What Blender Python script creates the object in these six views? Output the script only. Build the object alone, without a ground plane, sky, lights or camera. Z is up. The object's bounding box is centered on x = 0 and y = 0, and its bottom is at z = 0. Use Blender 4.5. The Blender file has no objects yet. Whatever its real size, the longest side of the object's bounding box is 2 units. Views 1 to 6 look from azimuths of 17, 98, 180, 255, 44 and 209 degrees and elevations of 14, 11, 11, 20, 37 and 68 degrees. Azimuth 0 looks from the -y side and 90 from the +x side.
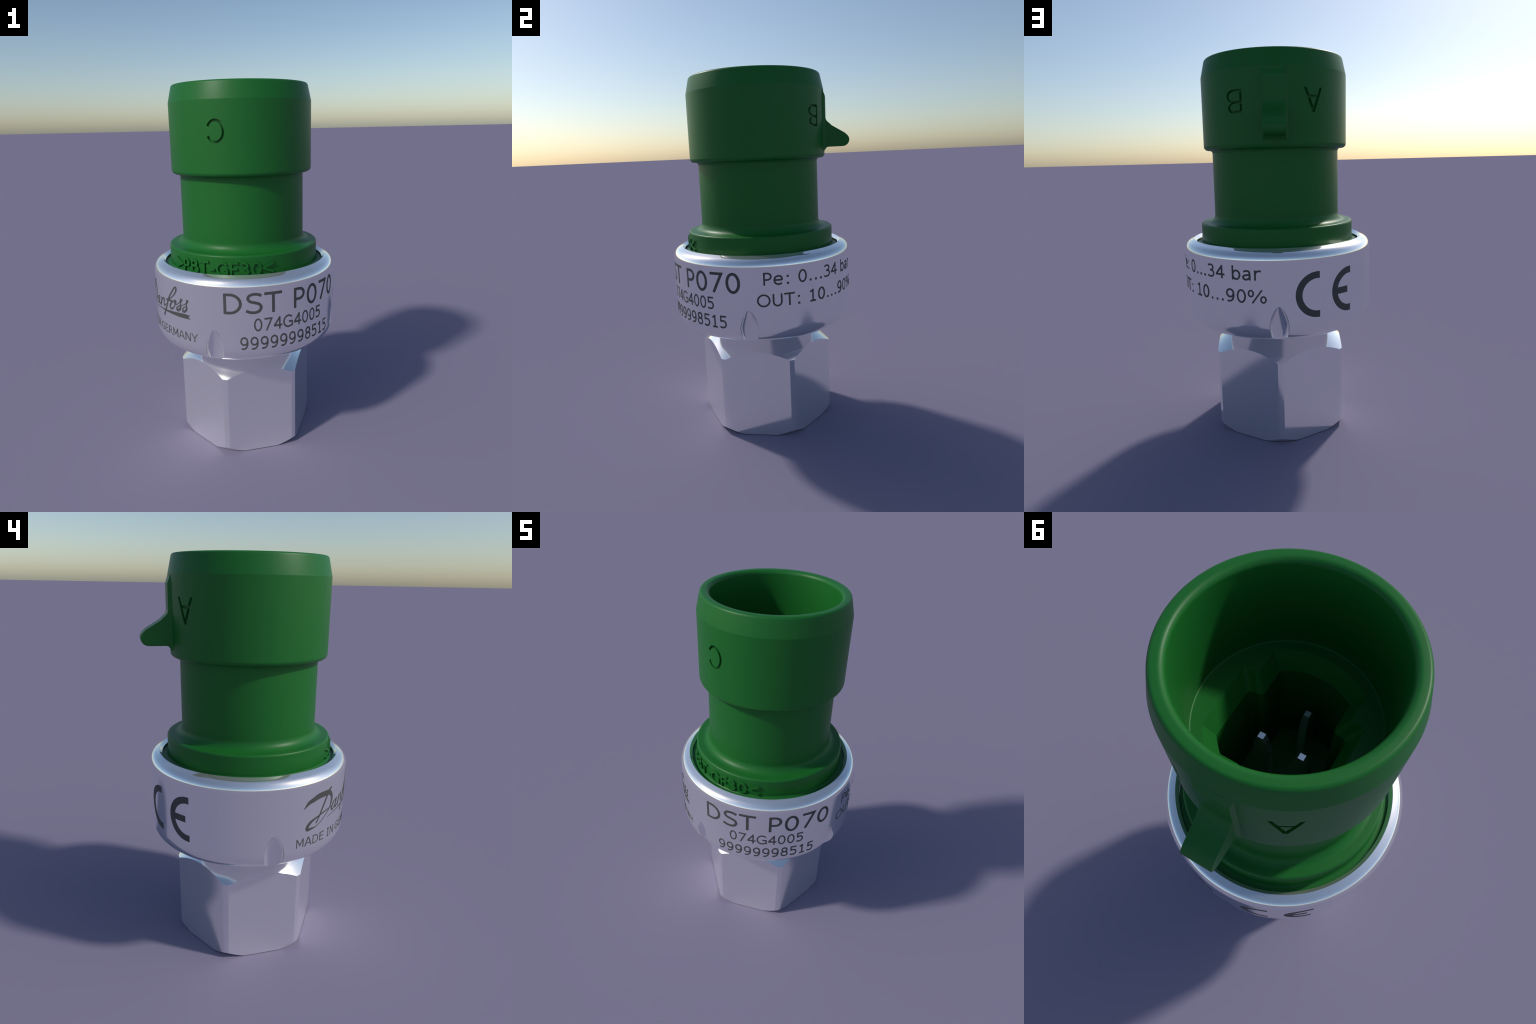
"""Pressure transmitter: hexagonal metal port, rolled metal sleeve with printed
data, green moulded round connector with latch tab and three contact pins."""
import bpy, bmesh, math
from math import sin, cos, pi, radians, degrees, sqrt, atan2
from mathutils import Vector, Matrix

AXIS_Y = -0.0044            # the round parts turn about x = 0, y = AXIS_Y


# ------------------------------------------------------------------ materials
def new_mat(name):
    m = bpy.data.materials.new(name)
    m.use_nodes = True
    nt = m.node_tree
    return m, nt, nt.nodes["Principled BSDF"]


def noise_ramp(nt, scale, c0, c1, detail=3.0):
    tc = nt.nodes.new("ShaderNodeTexCoord")
    nz = nt.nodes.new("ShaderNodeTexNoise")
    nz.inputs["Scale"].default_value = scale
    nz.inputs["Detail"].default_value = detail
    rp = nt.nodes.new("ShaderNodeValToRGB")
    rp.color_ramp.elements[0].position = 0.35
    rp.color_ramp.elements[1].position = 0.65
    rp.color_ramp.elements[0].color = c0
    rp.color_ramp.elements[1].color = c1
    nt.links.new(tc.outputs["Object"], nz.inputs["Vector"])
    nt.links.new(nz.outputs["Fac"], rp.inputs["Fac"])
    return rp.outputs["Color"], nz.outputs["Fac"]


def mat_plastic():
    m, nt, b = new_mat("green_plastic")
    col, fac = noise_ramp(nt, 60.0, (0.0111, 0.130, 0.0195, 1), (0.0113, 0.132, 0.0199, 1))
    nt.links.new(col, b.inputs["Base Color"])
    b.inputs["Roughness"].default_value = 0.42
    b.inputs["Specular IOR Level"].default_value = 0.25
    return m


def mat_metal(name, base, rough, metallic):
    m, nt, b = new_mat(name)
    c1 = tuple(base) + (1,)
    c0 = tuple(v * 0.99 for v in base) + (1,)
    col, fac = noise_ramp(nt, 30.0, c0, c1)
    nt.links.new(col, b.inputs["Base Color"])
    b.inputs["Metallic"].default_value = metallic
    b.inputs["Roughness"].default_value = rough
    return m


def mat_print():
    m, nt, b = new_mat("dark_print")
    b.inputs["Base Color"].default_value = (0.072, 0.072, 0.072, 1)
    b.inputs["Roughness"].default_value = 0.6
    b.inputs["Specular IOR Level"].default_value = 0.3
    return m


GREEN = mat_plastic()
METAL = mat_metal("polished_steel", (0.97, 0.97, 0.97), 0.10, 0.86)
PIN = mat_metal("plated_contact", (0.86, 0.88, 0.90), 0.25, 0.85)
PRINT = mat_print()


# ------------------------------------------------------------------ helpers
def obj_from_bm(name, bm, mat, parent=None):
    me = bpy.data.meshes.new(name)
    bmesh.ops.recalc_face_normals(bm, faces=bm.faces[:])
    bm.to_mesh(me)
    bm.free()
    ob = bpy.data.objects.new(name, me)
    bpy.context.scene.collection.objects.link(ob)
    if mat:
        me.materials.append(mat)
    if parent:
        ob.parent = parent
    return ob


def smooth_by_angle(ob, deg):
    me = ob.data
    bm = bmesh.new()
    bm.from_mesh(me)
    lim = radians(deg)
    for f in bm.faces:
        f.smooth = True
    for e in bm.edges:
        e.smooth = not (len(e.link_faces) == 2 and e.calc_face_angle(0) > lim)
    bm.to_mesh(me)
    bm.free()


def radial_wall_normals(ob, radius_min):
    """Exact radial normals on upright turned walls that were cut into."""
    me = ob.data
    cn = [Vector(c.vector) for c in me.corner_normals]
    for p in me.polygons:
        if abs(p.normal.z) > 0.03:
            continue
        c = Vector((p.center.x, p.center.y - AXIS_Y, 0))
        if c.length < radius_min or c.normalized().dot(p.normal) < 0.9996:
            continue
        for li in p.loop_indices:
            v = me.vertices[me.loops[li].vertex_index].co
            d = Vector((v.x, v.y - AXIS_Y, 0)).normalized()
            d.z = p.normal.z
            cn[li] = d.normalized()
    me.normals_split_custom_set(cn)


def weighted_normals(ob, deg):
    """Area-weighted normals: broad flat faces stay flat beside small rounded edges."""
    me = ob.data
    around = [[] for _ in me.vertices]
    for p in me.polygons:
        for v in p.vertices:
            around[v].append(p)
    lim = cos(radians(deg))
    cn = [Vector((0, 0, 1))] * len(me.loops)
    for p in me.polygons:
        for li in p.loop_indices:
            n = Vector((0, 0, 0))
            for q in around[me.loops[li].vertex_index]:
                if q.normal.dot(p.normal) > lim:
                    n += q.normal * q.area
            cn[li] = n.normalized()
    me.normals_split_custom_set(cn)


def arc(cx, cz, r, a0, a1, n):
    """Profile arc, angles in degrees, 0 = outward, 90 = up."""
    return [(cx + r * cos(radians(a0 + (a1 - a0) * i / n)),
             cz + r * sin(radians(a0 + (a1 - a0) * i / n))) for i in range(n + 1)]


def lathe(name, profile, seg, mat, parent=None):
    """Turn an (r, z) profile; points with r = 0 close the ends."""
    bm = bmesh.new()
    rings = []
    for r, z in profile:
        if r < 1e-6:
            rings.append([bm.verts.new((0, AXIS_Y, z))])
        else:
            rings.append([bm.verts.new((r * sin(2 * pi * i / seg), AXIS_Y - r * cos(2 * pi * i / seg), z))
                          for i in range(seg)])
    n = len(rings)
    closed = len(rings[0]) > 1
    for k in range(n if closed else n - 1):
        a, b = rings[k], rings[(k + 1) % n]
        for i in range(seg):
            j = (i + 1) % seg
            if len(a) == 1:
                bm.faces.new((a[0], b[i], b[j]))
            elif len(b) == 1:
                bm.faces.new((a[i], a[j], b[0]))
            else:
                bm.faces.new((a[i], a[j], b[j], b[i]))
    return obj_from_bm(name, bm, mat, parent)


def boolean(ob, cutters, op):
    for c in cutters:
        md = ob.modifiers.new("cut", 'BOOLEAN')
        md.operation = op
        md.solver = 'EXACT'
        md.object = c
    dg = bpy.context.evaluated_depsgraph_get()
    me = bpy.data.meshes.new_from_object(ob.evaluated_get(dg))
    ob.modifiers.clear()
    old = ob.data
    ob.data = me
    bpy.data.meshes.remove(old)
    for c in cutters:
        bpy.data.objects.remove(c)


def on_cyl(az, z, r):
    """Point at azimuth az (deg; 0 faces -y, 90 faces +x)."""
    a = radians(az)
    return Vector((r * sin(a), AXIS_Y - r * cos(a), z))


def prism(name, rings):
    """Closed solid from equal-length rings of points, capped at both ends."""
    bm = bmesh.new()
    R = [[bm.verts.new(p) for p in ring] for ring in rings]
    n = len(R[0])
    for a, b in zip(R, R[1:]):
        for i in range(n):
            j = (i + 1) % n
            bm.faces.new((a[i], a[j], b[j], b[i]))
    bm.faces.new(R[0][::-1])
    bm.faces.new(R[-1])
    return bm


# ------------------------------------------------------------------ flat shapes
def ell(cx, cy, rx, ry, a0, a1, n=28):
    return [(cx + rx * cos(radians(a0 + (a1 - a0) * i / n)), cy + ry * sin(radians(a0 + (a1 - a0) * i / n)))
            for i in range(n + 1)]


def dot(x, y):
    return (0.17, [(x, y), (x, y + 0.165)])


STEM = [(0.20, 0.0), (0.20, 1.0)]
# sans-serif alphabet of pen strokes; cap height 1; glyph = (advance, strokes).
# a stroke is a centre line, or (pen width, centre line)
GLYPHS = {
    ' ': (0.48, []),
    'D': (1.06, [STEM, [(0.2, 0.945)] + ell(0.42, 0.5, 0.49, 0.445, 90, -90) + [(0.2, 0.055)]]),
    'S': (0.94, ['curve', [(0.81, 0.865), (0.66, 0.93), (0.47, 0.948), (0.27, 0.89), (0.19, 0.74), (0.29, 0.60),
                           (0.5, 0.535), (0.71, 0.455), (0.79, 0.29), (0.70, 0.12), (0.49, 0.052), (0.27, 0.075),
                           (0.10, 0.15)]]),
    'T': (0.85, [[(0.0, 0.942), (0.85, 0.942)], [(0.425, 0.0), (0.425, 0.92)]]),
    'P': (0.83, [STEM, [(0.2, 0.942), (0.43, 0.942)] + ell(0.43, 0.69, 0.275, 0.252, 90, -90) + [(0.2, 0.438)]]),
    'B': (0.94, [STEM, [(0.2, 0.942), (0.46, 0.942)] + ell(0.46, 0.748, 0.235, 0.194, 90, -90, 16) + [(0.2, 0.554)],
                 [(0.2, 0.52), (0.50, 0.52)] + ell(0.50, 0.29, 0.285, 0.232, 90, -90, 16) + [(0.2, 0.058)]]),
    'R': (0.93, [STEM, [(0.2, 0.942), (0.45, 0.942)] + ell(0.45, 0.70, 0.25, 0.242, 90, -90) + [(0.2, 0.458)],
                 [(0.44, 0.46), (0.90, 0.0)]]),
    'G': (1.07, [ell(0.57, 0.5, 0.45, 0.447, 42, 300, 30) + [(0.945, 0.12), (0.945, 0.46)],
                 [(0.96, 0.455), (0.60, 0.455)]]),
    'O': (1.08, [ell(0.54, 0.5, 0.445, 0.447, 0, 360, 44)]),
    'U': (1.01, [[(0.195, 1.0)] + ell(0.505, 0.37, 0.31, 0.317, 180, 360) + [(0.815, 1.0)]]),
    'M': (1.16, [[(0.19, 0.0), (0.19, 1.0)], [(0.20, 1.0), (0.58, 0.27), (0.96, 1.0)], [(0.97, 0.0), (0.97, 1.0)]]),
    'A': (0.94, [[(0.05, 0.0), (0.44, 1.0)], [(0.50, 1.0), (0.89, 0.0)], [(0.2, 0.32), (0.74, 0.32)]]),
    'E': (0.87, [STEM, [(0.2, 0.942), (0.79, 0.942)], [(0.2, 0.53), (0.76, 0.53)], [(0.2, 0.058), (0.79, 0.058)]]),
    'F': (0.79, [STEM, [(0.2, 0.942), (0.76, 0.942)], [(0.2, 0.50), (0.70, 0.50)]]),
    'N': (1.03, [[(0.19, 0.0), (0.19, 1.0)], [(0.20, 1.0), (0.83, 0.0)], [(0.84, 0.0), (0.84, 1.0)]]),
    'I': (0.62, [[(0.31, 0.0), (0.31, 1.0)], [(0.09, 0.95), (0.53, 0.95)], [(0.09, 0.05), (0.53, 0.05)]]),
    'Y': (0.84, [[(0.03, 1.0), (0.42, 0.44), (0.81, 1.0)], [(0.42, 0.46), (0.42, 0.0)]]),
    '0': (0.875, [ell(0.437, 0.5, 0.29, 0.452, 0, 360, 40)]),
    '1': (0.875, [[(0.46, 0.0), (0.46, 1.0)], [(0.20, 0.82), (0.36, 0.85), (0.46, 0.97)], [(0.20, 0.052), (0.73, 0.052)]]),
    '3': (0.875, ['curve', [(0.14, 0.88), (0.34, 0.945), (0.54, 0.915), (0.655, 0.76), (0.57, 0.59), (0.34, 0.53)],
                  'curve', [(0.34, 0.53), (0.60, 0.49), (0.705, 0.29), (0.60, 0.105), (0.37, 0.055), (0.11, 0.12)]]),
    '4': (0.875, [[(0.60, 0.0), (0.60, 1.0)], [(0.60, 0.93), (0.11, 0.33)], [(0.06, 0.305), (0.83, 0.305)]]),
    '5': (0.875, [[(0.745, 0.942), (0.215, 0.942), (0.205, 0.545)],
                  'curve', [(0.16, 0.545), (0.38, 0.60), (0.60, 0.55), (0.715, 0.345), (0.62, 0.13), (0.40, 0.055),
                            (0.13, 0.105)]]),
    '7': (0.875, [[(0.11, 0.942), (0.74, 0.942), (0.28, 0.0)]]),
    '8': (0.875, [ell(0.437, 0.735, 0.235, 0.215, 0, 360, 32), ell(0.437, 0.285, 0.285, 0.235, 0, 360, 32)]),
    '9': (0.875, [ell(0.415, 0.665, 0.275, 0.285, 0, 360, 34),
                  'curve', [(0.69, 0.70), (0.70, 0.52), (0.66, 0.29), (0.52, 0.11), (0.33, 0.055), (0.18, 0.075)]]),
    ':': (0.62, [dot(0.33, 0.0), dot(0.33, 0.545)]),
    '.': (0.50, [dot(0.25, 0.0)]),
    '-': (0.62, [[(0.10, 0.38), (0.52, 0.38)]]),
    'e': (0.82, [[(0.12, 0.385), (0.71, 0.385)],
                 'curve', [(0.70, 0.36), (0.665, 0.60), (0.44, 0.70), (0.21, 0.61), (0.125, 0.375), (0.21, 0.14),
                           (0.45, 0.052), (0.70, 0.12)]]),
    'a': (0.83, [[(0.615, 0.0), (0.615, 0.48)],
                 'curve', [(0.615, 0.44), (0.56, 0.64), (0.38, 0.695), (0.15, 0.63)],
                 'curve', [(0.63, 0.40), (0.36, 0.385), (0.155, 0.31), (0.145, 0.15), (0.30, 0.05), (0.47, 0.09),
                           (0.62, 0.21)]]),
    'b': (0.86, [[(0.17, 0.0), (0.17, 1.06)], ell(0.445, 0.37, 0.27, 0.32, 0, 360, 32)]),
    'r': (0.59, [[(0.17, 0.0), (0.17, 0.75)], 'curve', [(0.17, 0.47), (0.26, 0.62), (0.40, 0.69), (0.60, 0.675)]]),
    '%': (1.48, [(0.12, ell(0.29, 0.725, 0.175, 0.225, 0, 360, 26)), (0.12, ell(1.19, 0.275, 0.175, 0.225, 0, 360, 26)),
                 (0.12, [(0.38, 0.0), (1.10, 1.0)])]),
    '>': (0.86, [[(0.08, 0.86), (0.80, 0.50), (0.08, 0.14)]]),
    '<': (0.86, [[(0.80, 0.86), (0.08, 0.50), (0.80, 0.14)]]),
}


def spline(pts, n=10):
    """Catmull-Rom through tuples of any length."""
    out = []
    P = [pts[0]] + list(pts) + [pts[-1]]
    for i in range(1, len(P) - 2):
        for k in range(n):
            t = k / n
            out.append(tuple(0.5 * (2 * b + (c - a) * t + (2 * a - 5 * b + 4 * c - d) * t * t
                                    + (3 * b - a - 3 * c + d) * t ** 3)
                             for a, b, c, d in zip(P[i - 1], P[i], P[i + 1], P[i + 2])))
    out.append(tuple(pts[-1]))
    return out


def stroke_outline(bm, P, w):
    """Ribbon of width w along P with mitred joints; closed when the ends meet."""
    closed = len(P) > 3 and math.hypot(P[0][0] - P[-1][0], P[0][1] - P[-1][1]) < 1e-6
    if closed:
        P = P[:-1]
    P = [p for i, p in enumerate(P) if i == 0 or math.hypot(p[0] - P[i - 1][0], p[1] - P[i - 1][1]) > 1e-6]
    n = len(P)
    sides = []
    for i in range(n):
        p = Vector(P[i])
        q0 = P[i - 1] if (i > 0 or closed) else None
        q1 = P[(i + 1) % n] if (i < n - 1 or closed) else None
        d0 = (p - Vector(q0)).normalized() if q0 else None
        d1 = (Vector(q1) - p).normalized() if q1 else None
        if d0 is None or d1 is None:
            d = d0 or d1
            m = Vector((-d.y, d.x)) * w / 2
        else:
            n0, n1 = Vector((-d0.y, d0.x)), Vector((-d1.y, d1.x))
            m = (n0 + n1).normalized()
            m *= w / 2 / max(m.dot(n0), 0.35)
        sides.append((bm.verts.new((p.x + m.x, p.y + m.y, 0)), bm.verts.new((p.x - m.x, p.y - m.y, 0))))
    for i in range(n if closed else n - 1):
        a, b = sides[i], sides[(i + 1) % n]
        bm.faces.new((a[0], b[0], b[1], a[1]))


def word_strokes(body, pen=0.135):
    """One flat mesh per pen stroke, laid out from x = 0 with cap height 1."""
    out = []
    x = 0.0
    for ch in body:
        adv, strokes = GLYPHS[ch]
        curved = False
        for st in strokes:
            if st == 'curve':
                curved = True
                continue
            w = pen
            if isinstance(st, tuple):
                w, st = st
                w = w * pen / 0.135
            P = spline(st, 6) if curved else st
            curved = False
            bm = bmesh.new()
            stroke_outline(bm, [(px + x, py) for px, py in P], w)
            out.append(bm)
        x += adv
    return out


def poly_mesh(outlines, depth=0.0):
    """Filled flat shape from outer and hole outlines."""
    cu = bpy.data.curves.new("shape", 'CURVE')
    cu.dimensions = '2D'
    cu.fill_mode = 'BOTH'
    cu.extrude = depth
    for o in outlines:
        sp = cu.splines.new('POLY')
        sp.points.add(len(o) - 1)
        for p, q in zip(sp.points, o):
            p.co = (q[0], q[1], 0, 1)
        sp.use_cyclic_u = True
    ob = bpy.data.objects.new("shape", cu)
    bpy.context.scene.collection.objects.link(ob)
    dg = bpy.context.evaluated_depsgraph_get()
    me = bpy.data.meshes.new_from_object(ob.evaluated_get(dg))
    bpy.data.objects.remove(ob)
    bpy.data.curves.remove(cu)
    bm = bmesh.new()
    bm.from_mesh(me)
    bpy.data.meshes.remove(me)
    bmesh.ops.remove_doubles(bm, verts=bm.verts[:], dist=1e-6)
    return bm


def xbounds(bm):
    xs = [v.co.x for v in bm.verts]
    return min(xs), max(xs)


def slice_vertical(bm, step):
    x0, x1 = xbounds(bm)
    k = math.ceil(x0 / step + 1e-6)
    while k * step < x1 - 1e-6:
        bmesh.ops.bisect_plane(bm, geom=bm.verts[:] + bm.edges[:] + bm.faces[:], dist=1e-7,
                               plane_co=(k * step, 0, 0), plane_no=(1, 0, 0))
        k += 1


def thicken_map(bm, mapper):
    """Give a flat (x, y) sheet thickness; mapper(x, y, front) -> point."""
    flat = {v: (v.co.x, v.co.y) for v in bm.verts}
    back = {v: bm.verts.new(mapper(x, y, False)) for v, (x, y) in flat.items()}
    faces = bm.faces[:]
    border = [e for e in bm.edges if len(e.link_faces) == 1]
    for f in faces:
        bm.faces.new([back[v] for v in reversed(f.verts)])
    for e in border:
        a, b = e.verts
        try:
            bm.faces.new((a, b, back[b], back[a]))
        except ValueError:
            pass
    for v, (x, y) in flat.items():
        v.co = mapper(x, y, True)


PRINT_R = 0.5158


def merge(dst, src):
    me = bpy.data.meshes.new("t")
    src.to_mesh(me)
    src.free()
    dst.from_mesh(me)
    bpy.data.meshes.remove(me)


def wrap_print(bm, proud):
    """bm holds (azimuth in degrees, z); wrap it on the sleeve with a hair of thickness."""
    slice_vertical(bm, 1.0)
    thicken_map(bm, lambda a, z, front: on_cyl(a, z, PRINT_R + (proud if front else -0.003)))


def printed(name, bms, parent, proud=0.0004, step=0.0002):
    """Overlapping strokes stand on slightly different levels."""
    whole = bmesh.new()
    for i, bm in enumerate(bms):
        wrap_print(bm, proud + step * (i % 5))
        merge(whole, bm)
    ob = obj_from_bm(name, whole, PRINT, parent)
    smooth_by_angle(ob, 30)
    return ob


def printed_words(name, words, parent, pen=0.135):
    """words: (string, azimuth from, azimuth to, baseline z, cap height)."""
    sheets = []
    for body, a0, a1, z0, h in words:
        bms = word_strokes(body, pen)
        x0 = min(xbounds(b)[0] for b in bms)
        x1 = max(xbounds(b)[1] for b in bms)
        k = (a1 - a0) / (x1 - x0)
        for bm in bms:
            for v in bm.verts:
                v.co = ((v.co.x - x0) * k + a0, v.co.y * h + z0, 0)
        sheets += bms
    return printed(name, sheets, parent)


DEG = radians(1) * PRINT_R          # metres of print per degree


def ribbon(pts, n=8):
    """Brush stroke: points (azimuth, z, stroke width in metres)."""
    P = spline(pts, n)
    left, right = [], []
    for i, (a, z, w) in enumerate(P):
        a0, z0, _ = P[max(i - 1, 0)]
        a1, z1, _ = P[min(i + 1, len(P) - 1)]
        dx, dz = (a1 - a0) * DEG, z1 - z0
        l = math.hypot(dx, dz) or 1
        nx, nz = -dz / l * w / 2, dx / l * w / 2
        left.append((a + nx / DEG, z + nz))
        right.append((a - nx / DEG, z - nz))
    bm = bmesh.new()
    L = [bm.verts.new((p[0], p[1], 0)) for p in left]
    R = [bm.verts.new((p[0], p[1], 0)) for p in right]
    for i in range(len(L) - 1):
        bm.faces.new((L[i], L[i + 1], R[i + 1], R[i]))
    return bm


# ------------------------------------------------------------------ the thing
root = bpy.data.objects.new("pressure_transmitter", None)
bpy.context.scene.collection.objects.link(root)
root["label"] = "green round plug pressure sensor with steel hex base"
root["category"] = "pressure sensor"

# ---- hexagonal port: hex bar turned to a cylinder at the corners, 45 deg chamfers
FLAT, CORNER = 0.343, 0.388
bm = prism("hex", [[on_cyl(60 * k, z, FLAT / cos(radians(30))) for k in range(6)] for z in (-0.1, 0.8)])
hexbar = obj_from_bm("hex_bar", bm, None)
port = lathe("hexagonal_port",
             [(0, 0.0), (0.357, 0.0), (CORNER, 0.031), (CORNER, 0.4527), (0.290, 0.5507), (0.2835, 0.5605),
              (0.2835, 0.625), (0, 0.625)], 360, METAL, root)
boolean(port, [hexbar], 'INTERSECT')
smooth_by_angle(port, 20)

# ---- metal sleeve: deep drawn cup with rolled lip and four crimp dents
SR = PRINT_R
LIP, TOPZ, BOT, FIL = 0.0500, 1.0705, 0.6065, 0.092   # lip: 22 deg cone rounding into the wall
prof = [(0.27, 0.640), (0.27, 0.600), (0.424, 0.600)]
prof += arc(0.424, 0.6030, 0.0030, -90, 70, 8)
prof += arc(SR - FIL, BOT + FIL, FIL, -86, 0, 20)
prof += [(SR, 0.80), (SR, 0.91)]
prof += arc(SR - LIP, 1.0150, LIP, 0, 66, 16)
prof += [(0.4740, 1.0658), (0.4648, 1.0695), (0.4638, TOPZ - 0.0006), (0.4628, TOPZ - 0.0006)]
prof += [(0.4492, 1.056), (0.4482, 1.053), (0.4500, 1.045), (0.4620, 1.038), (0.4620, 0.980), (0.27, 0.980)]
sleeve = lathe("metal_sleeve", prof, 360, METAL, root)
# each dent is an egg-shaped punch mark, long axis leaning in toward the bottom
TILT = radians(13.0)
UP, OUT = Vector((sin(TILT), 0, cos(TILT))), Vector((cos(TILT), 0, -sin(TILT)))
cutters = []
for k in range(4):
    bm = bmesh.new()
    bmesh.ops.create_uvsphere(bm, u_segments=64, v_segments=40, radius=1.0)
    for v in bm.verts:
        t, n, w = v.co.z * 0.1080, v.co.x * 0.0310, v.co.y * 0.0490
        w *= 1 - 0.28 * max(0.0, min(1.0, t / 0.09))
        p = Vector((0.5085, 0, 0.6990)) + UP * t + OUT * n + Vector((0, w, 0))
        v.co = Matrix.Rotation(pi / 2 * k, 4, 'Z') @ p + Vector((0, AXIS_Y, 0))
    cutters.append(obj_from_bm("dent", bm, None))
boolean(sleeve, cutters, 'DIFFERENCE')
smooth_by_angle(sleeve, 14)
radial_wall_normals(sleeve, 0.514)

# ---- printed data on the sleeve
printed_words("printed_type", [("DST", 6.0, 38.96, 0.885, 0.106), ("P070", 46.6, 85.85, 0.885, 0.106)], sleeve)
printed_words("printed_code", [("074G4005", 22.64, 68.5, 0.791, 0.0665)], sleeve)
printed_words("printed_serial_number", [("99999998515", 14.77, 76.4, 0.694, 0.0675)], sleeve)
printed_words("printed_pressure_range", [("Pe: 0...34 bar", 99.0, 170.9, 0.9245, 0.066)], sleeve)
printed_words("printed_output_range", [("OUT: 10...90%", 94.95, 173.55, 0.8125, 0.066)], sleeve)
printed_words("printed_origin", [("MADE", -77.8, -58.3, 0.7125, 0.046), ("IN", -55.1, -48.15, 0.7125, 0.046),
                                 ("GERMANY", -45.4, -10.4, 0.7125, 0.046)], sleeve, 0.105)

# conformity mark: two broken rings, the second with a middle bar
CZ, RO, RI = 0.844, 0.114, 0.0805


def mark_ring(az, bar):
    k = 1 / DEG
    end = 0.0095
    a_o, a_i = math.acos(end / RO), math.acos(end / RI)
    out = []
    n = 40
    o = [(az + RO * cos(t) * k, CZ + RO * sin(t)) for t in [a_o + (2 * pi - 2 * a_o) * i / n for i in range(n + 1)]]
    hb = 0.0165
    if bar:
        b = math.asin(hb / RI)
        lo = [(az + RI * cos(t) * k, CZ + RI * sin(t)) for t in
              [2 * pi - a_i + (pi + b - (2 * pi - a_i)) * i / 18 for i in range(19)]]
        hi = [(az + RI * cos(t) * k, CZ + RI * sin(t)) for t in
              [pi - b + (a_i - (pi - b)) * i / 18 for i in range(19)]]
        tip = az - 0.0125 * k
        inner = lo + [(tip, CZ - hb), (tip, CZ + hb)] + hi
    else:
        inner = [(az + RI * cos(t) * k, CZ + RI * sin(t)) for t in
                 [2 * pi - a_i + (a_i - (2 * pi - a_i)) * i / n for i in range(n + 1)]]
    return poly_mesh([o + inner])


printed("printed_conformity_mark", [mark_ring(-158.44, False), mark_ring(-136.92, True)], sleeve)

# maker's script: brush strokes (azimuth, z, width)
strokes = [
    # big initial: top flag running into the right-hand bow and the bottom loop
    [(-74.2, .9050, .001), (-71.0, .9330, .016), (-67.5, .9440, .022), (-63.9, .9530, .0255), (-58.3, .9545, .025),
     (-54.6, .9470, .021), (-52.6, .9250, .016), (-52.6, .8980, .014), (-54.1, .8680, .006), (-57.2, .8445, .004),
     (-61.2, .8182, .004), (-65.0, .8015, .004), (-68.6, .7975, .010), (-71.2, .7975, .015), (-71.3, .8120, .015),
     (-69.3, .8305, .014), (-66.4, .8425, .010), (-62.9, .8520, .007), (-57.5, .8635, .006), (-52.0, .8700, .004),
     (-49.6, .8800, .005)],
    # slanted stem of the initial
    [(-52.8, .9750, .003), (-55.4, .9620, .014), (-57.3, .9369, .010), (-60.0, .8954, .0095), (-62.7, .8531, .008),
     (-65.2, .8165, .006)],
    # a
    [(-47.0, .8930, .006), (-49.5, .8880, .007), (-51.8, .8640, .008), (-51.3, .8480, .008), (-49.0, .8560, .006),
     (-46.3, .8830, .005)],
    [(-46.0, .8980, .008), (-47.6, .8700, .009), (-47.5, .8520, .009), (-45.5, .8580, .005)],
    # n
    [(-42.2, .9000, .009), (-43.2, .8770, .009), (-44.6, .8500, .010)],
    [(-44.0, .8680, .004), (-41.0, .8930, .006), (-38.9, .9000, .010), (-39.4, .8760, .010), (-39.2, .8600, .008),
     (-36.6, .8760, .004)],
    # f
    [(-39.8, .8040, .012), (-36.3, .8580, .0105), (-33.6, .9060, .010), (-31.2, .9370, .008), (-28.5, .9660, .008),
     (-26.4, .9860, .008), (-25.3, .9850, .010), (-25.5, .9690, .009), (-27.2, .9470, .007), (-29.5, .9290, .005),
     (-33.0, .9080, .005)],
    [(-35.9, .9020, .010), (-31.7, .9050, .010), (-28.2, .9060, .006)],
    # o
    [(-29.2, .9040, .006), (-31.4, .8850, .010), (-31.8, .8690, .010), (-30.5, .8620, .010), (-28.4, .8730, .006),
     (-26.8, .8930, .005), (-26.1, .9090, .010), (-27.0, .9120, .012), (-27.0, .9000, .009), (-25.6, .8960, .005),
     (-24.0, .9030, .004), (-22.4, .9170, .004), (-21.2, .9290, .006)],
    # s, s
    [(-20.9, .9340, .013), (-21.5, .9230, .011), (-22.0, .9080, .006), (-22.1, .8880, .009), (-23.0, .8730, .011),
     (-24.6, .8660, .011), (-25.4, .8720, .009), (-24.7, .8840, .006), (-22.4, .8960, .004), (-19.3, .9050, .004),
     (-17.4, .9180, .004), (-16.5, .9300, .006)],
    [(-16.3, .9350, .013), (-16.8, .9240, .011), (-17.4, .9090, .006), (-17.3, .8890, .010), (-18.2, .8740, .011),
     (-19.7, .8670, .011), (-20.5, .8740, .009), (-19.8, .8870, .006), (-17.9, .8990, .004)],
    # underline swash
    [(-56.0, .8235, .002), (-51.0, .8295, .003), (-44.4, .8350, .005), (-36.8, .8385, .009), (-30.1, .8408, .0145),
     (-22.0, .8432, .0205), (-17.0, .8432, .0215)],
]
script = [ribbon([(a, z, w * 1.14) for a, z, w in st]) for st in strokes]
script.append(poly_mesh([[(-17.2, .8539), (-14.8, .8537), (-16.4, .8428), (-14.7, .8321), (-17.2, .8326)]]))
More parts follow.
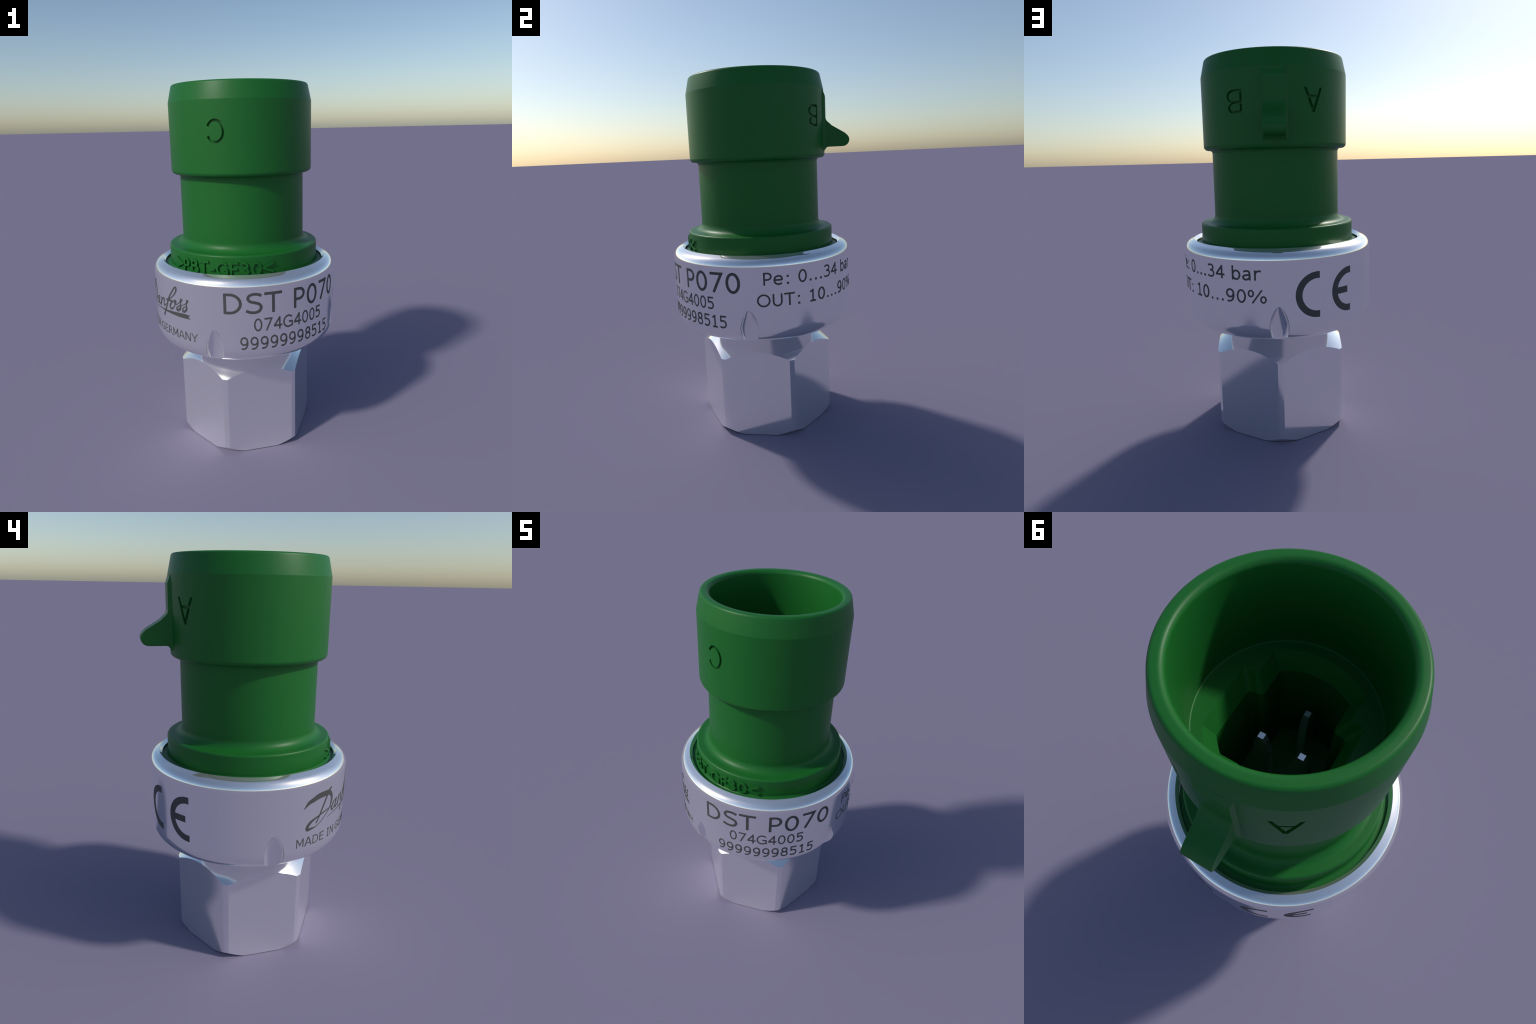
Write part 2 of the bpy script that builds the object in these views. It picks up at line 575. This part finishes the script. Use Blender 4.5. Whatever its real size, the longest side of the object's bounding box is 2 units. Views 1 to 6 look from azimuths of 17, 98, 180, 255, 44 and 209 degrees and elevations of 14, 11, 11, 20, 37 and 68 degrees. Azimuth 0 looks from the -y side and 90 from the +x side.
printed("printed_maker_script", script, sleeve)

# ---- green connector housing, one turned moulding
prof = [(0, 0.985), (0.447, 0.985), (0.447, 1.044), (0.436, 1.0440)]
prof += arc(0.4344, 1.0600, 0.0160, -96, -180, 10)
prof += [(0.4184, 1.10)]
prof += arc(0.4074, 1.1452, 0.0110, 0, 88, 10)
prof += arc(0.3853, 1.1992, 0.0430, 270, 180, 14)
prof += arc(0.3573, 1.5245, 0.0160, 180, 90, 10)
prof += arc(0.3641, 1.5625, 0.0220, -90, 0, 10)
prof += [(0.3860, 1.64), (0.3858, 1.72), (0.3857, 1.83), (0.3855, 1.9108)]
prof += arc(0.3540, 1.9860, 0.0140, 14, 90, 10)
prof += arc(0.3400, 1.9790, 0.0210, 90, 178, 10)
prof += [(0.3150, 1.648)]
prof += arc(0.3080, 1.6470, 0.0070, 0, -90, 10)
prof += [(0, 1.640)]
body = lathe("connector_housing", prof, 360, GREEN, root)

# keyed cavity below the bore: two round ends, stepped flats, keyway at the latch side
CAV_N = 14


def cavity_outline(g):
    """Outline inset by g from the mouth; mirrored in x."""
    R = 0.2735 - g
    xa, ya, xb, yl = 0.1755 - g, -0.109 + g, 0.230 - g, 0.225 - g
    f = 0.010 + 0.25 * g
    half = []
    a0, a1 = 0.0, math.asin(xa / R)
    half += [(R * sin(a0 + (a1 - a0) * i / CAV_N), -R * cos(a0 + (a1 - a0) * i / CAV_N)) for i in range(CAV_N + 1)]
    # step out from the narrow flat to the wide flat
    half += [(xa, ya - f)] + [(xa + f - f * cos(radians(t)), ya - f + f * sin(radians(t))) for t in (30, 60, 90)]
    half += [(xb - f + f * sin(radians(t)), ya + f - f * cos(radians(t))) for t in (0, 30, 60, 90)]
    b0, b1 = pi - math.asin(xb / R), pi - math.acos(yl / R)
    half += [(R * sin(b0 + (b1 - b0) * i / CAV_N), -R * cos(b0 + (b1 - b0) * i / CAV_N)) for i in range(CAV_N + 1)]
    kx, ky = 0.107 - g, yl + 0.030
    half += [(kx + 0.006, yl), (kx, yl + 0.006), (kx, ky), (0, ky)]
    return half + [(-x, y) for x, y in reversed(half[1:-1])]


rings = []
for g, z in ((-0.008, 1.652), (0.040, 1.580), (0.0435, 1.14)):
    rings.append([(x, y + AXIS_Y, z) for x, y in cavity_outline(g)])
cutters = [obj_from_bm("cavity", prism("cavity", rings), None)]


# engraved contact letters, upside down round the rim
def letter_C():
    a, b, w = 0.0480, 0.0580, 0.0125
    t0, t1 = radians(27), radians(333)
    o = [(a * cos(t0 + (t1 - t0) * i / 40), b * sin(t0 + (t1 - t0) * i / 40)) for i in range(41)]
    n = [((a - w) * cos(t0 + (t1 - t0) * i / 40), (b - w) * sin(t0 + (t1 - t0) * i / 40)) for i in range(41)]
    return [o + n[::-1]]


def letter_A():
    h, w = 0.0565, 0.051
    lw = 0.0142
    inner = lambda y: (w - lw) * (1 - (y + h) / (2 * h - 0.024))
    y1, y2 = -h + 0.0345, -h + 0.0465
    outer = [(-w, -h), (-0.0072, h), (0.0072, h), (w, -h), (w - lw, -h), (inner(y1), y1), (-inner(y1), y1), (-w + lw, -h)]
    hole = [(-inner(y2), y2), (inner(y2), y2), (0, h - 0.024)]
    return [outer, hole]


def letter_B():
    h, x0, w = 0.055, -0.0425, 0.0122
    mid = 0.0045

    def bowl(cx, z0, z1, rx):
        c, r = (z0 + z1) / 2, (z1 - z0) / 2
        return [(cx + rx * cos(radians(t)), c + r * sin(radians(t))) for t in range(-90, 91, 10)]
    outer = [(x0, -h)] + bowl(0.005, -h, mid, 0.0375) + bowl(0.002, mid, h, 0.0340) + [(x0, h)]
    h1 = [(x0 + w, -h + w)] + bowl(0.005, -h + w, mid - w / 2, 0.0253) + [(x0 + w, mid - w / 2)]
    h2 = [(x0 + w, mid + w / 2)] + bowl(0.002, mid + w / 2, h - w, 0.0218) + [(x0 + w, h - w)]
    return [outer, h1, h2]


for outlines, az, zc in ((letter_C(), -0.5, 1.7625), (letter_A(), -150.8, 1.7605), (letter_B(), 150.6, 1.7600)):
    bm = poly_mesh([[(-x, -y) for x, y in o] for o in outlines], 0.03)
    out = on_cyl(az, 0, 1) - Vector((0, AXIS_Y, 0))
    right = Vector((cos(radians(az)), sin(radians(az)), 0))
    for v in bm.verts:
        x, y, d = v.co
        v.co = right * x + Vector((0, AXIS_Y, zc + y)) + out * (0.3720 + 0.03 + d)
    cutters.append(obj_from_bm("letter", bm, None))
boolean(body, cutters, 'DIFFERENCE')
smooth_by_angle(body, 10.5)
radial_wall_normals(body, 0.30)

# ---- raised moulding text on the flange, pulled straight forward
HALF = 0.2705
sheets = word_strokes(">PBT-GF30<", 0.15)
x0 = min(xbounds(b)[0] for b in sheets)
x1 = max(xbounds(b)[1] for b in sheets)
bm = bmesh.new()
for i, sh in enumerate(sheets):
    for v in sh.verts:
        v.co = (((v.co.x - x0) / (x1 - x0) * 2 - 1) * HALF, v.co.y * 0.068 + 1.056, 0)
    slice_vertical(sh, 0.02)
    front_r = 0.4278 + 0.0003 * (i % 5)
    thicken_map(sh, lambda x, y, front: Vector((x, AXIS_Y - sqrt((front_r if front else 0.412) ** 2 - x * x), y)))
    merge(bm, sh)
txt = obj_from_bm("raised_lettering", bm, GREEN, body)
smooth_by_angle(txt, 30)

# ---- latch tab: pad on the rim with a nose-shaped ramp
TIP, NR, NZ = 0.5246, 0.034, 1.632
nc = TIP - NR
pad = 0.3945
sl = []                                            # (y, z low, z high)
sl += [(0.355, 1.560, 1.912), (0.3700, 1.568, 1.911), (0.3810, 1.5745, 1.9085), (0.3870, 1.5795, 1.892),
       (pad - 0.001, 1.5885, 1.8755), (pad, 1.5890, 1.8725)]
fc, fr = (pad + 0.0405, 1.7615), 0.040               # hollow between pad and ramp


def ramp(y):
    return 1.7212 - 0.601 * (y - 0.4145)


for t in (0, 15, 30, 45, 57):
    y, z = fc[0] - fr * cos(radians(t)), fc[1] - fr * sin(radians(t)) 
    zl = 1.5980 - max(0.0, 0.4090 - y) ** 2 / 0.0310
    sl.append((y + 1e-5, max(zl, 1.589), z))
for y in (0.43, 0.46, 0.485, 0.5005):
    sl.append((y, 1.5980, ramp(y)))
for t in (50, 40, 30, 20, 10, 3):
    y = nc + NR * cos(radians(t))
    if y > 0.5081:
        sl.append((y, NZ - NR * sin(radians(t)), min(NZ + NR * sin(radians(t)), ramp(y))))
# underside rounds up under the nose from its centre on
fixed = []
for y, zl, zh in sl:
    if nc < y < TIP:
        zl = NZ - sqrt(max(NR ** 2 - (y - nc) ** 2, 0))
    fixed.append((y, zl, zh))


def half_width(y):
    k = max(0.0, min(1.0, (0.402 - y) / 0.022))
    return 0.0535 + 0.0115 * k * k


rings = []
for y, zl, zh in fixed:
    w = half_width(y)
    r = min(0.0025, (zh - zl) * 0.3)
    ring = []
    for sx, sz, a0 in ((1, 1, 0), (-1, 1, 90), (-1, -1, 180), (1, -1, 270)):
        cx, cz = sx * (w - r), (zh - r) if sz > 0 else (zl + r)
        for t in (0, 15, 30, 45, 60, 75, 90):
            ring.append((cx + r * cos(radians(a0 + t)), y + AXIS_Y, cz + r * sin(radians(a0 + t))))
    rings.append(ring)
tab = obj_from_bm("latch_tab", prism("tab", rings), GREEN, body)
smooth_by_angle(tab, 16)
weighted_normals(tab, 18)


# ---- three contact blades with chiselled tips, standing on the cavity floor
def pin_ring(a, b, z):
    return [(sx * a, sy * b, z) for sx, sy in ((-1, -1), (1, -1), (1, 1), (-1, 1))]


def contact(wx, wy, x, y, z):
    bm = prism("pin", [pin_ring(wx, wy, 1.13 - z), pin_ring(wx, wy, -0.095),
                       pin_ring(0.4 * wx + 0.008, 0.4 * wy + 0.008, -0.030), pin_ring(0.0112, 0.0112, 0.0)])
    p = obj_from_bm("contact_pin", bm, PIN, root)
    smooth_by_angle(p, 5)
    p.location = (x, AXIS_Y + y, z)


contact(0.034, 0.014, 0.081, 0.030, 1.510)
contact(0.034, 0.014, -0.079, 0.030, 1.510)
contact(0.016, 0.034, 0.0, -0.160, 1.440)
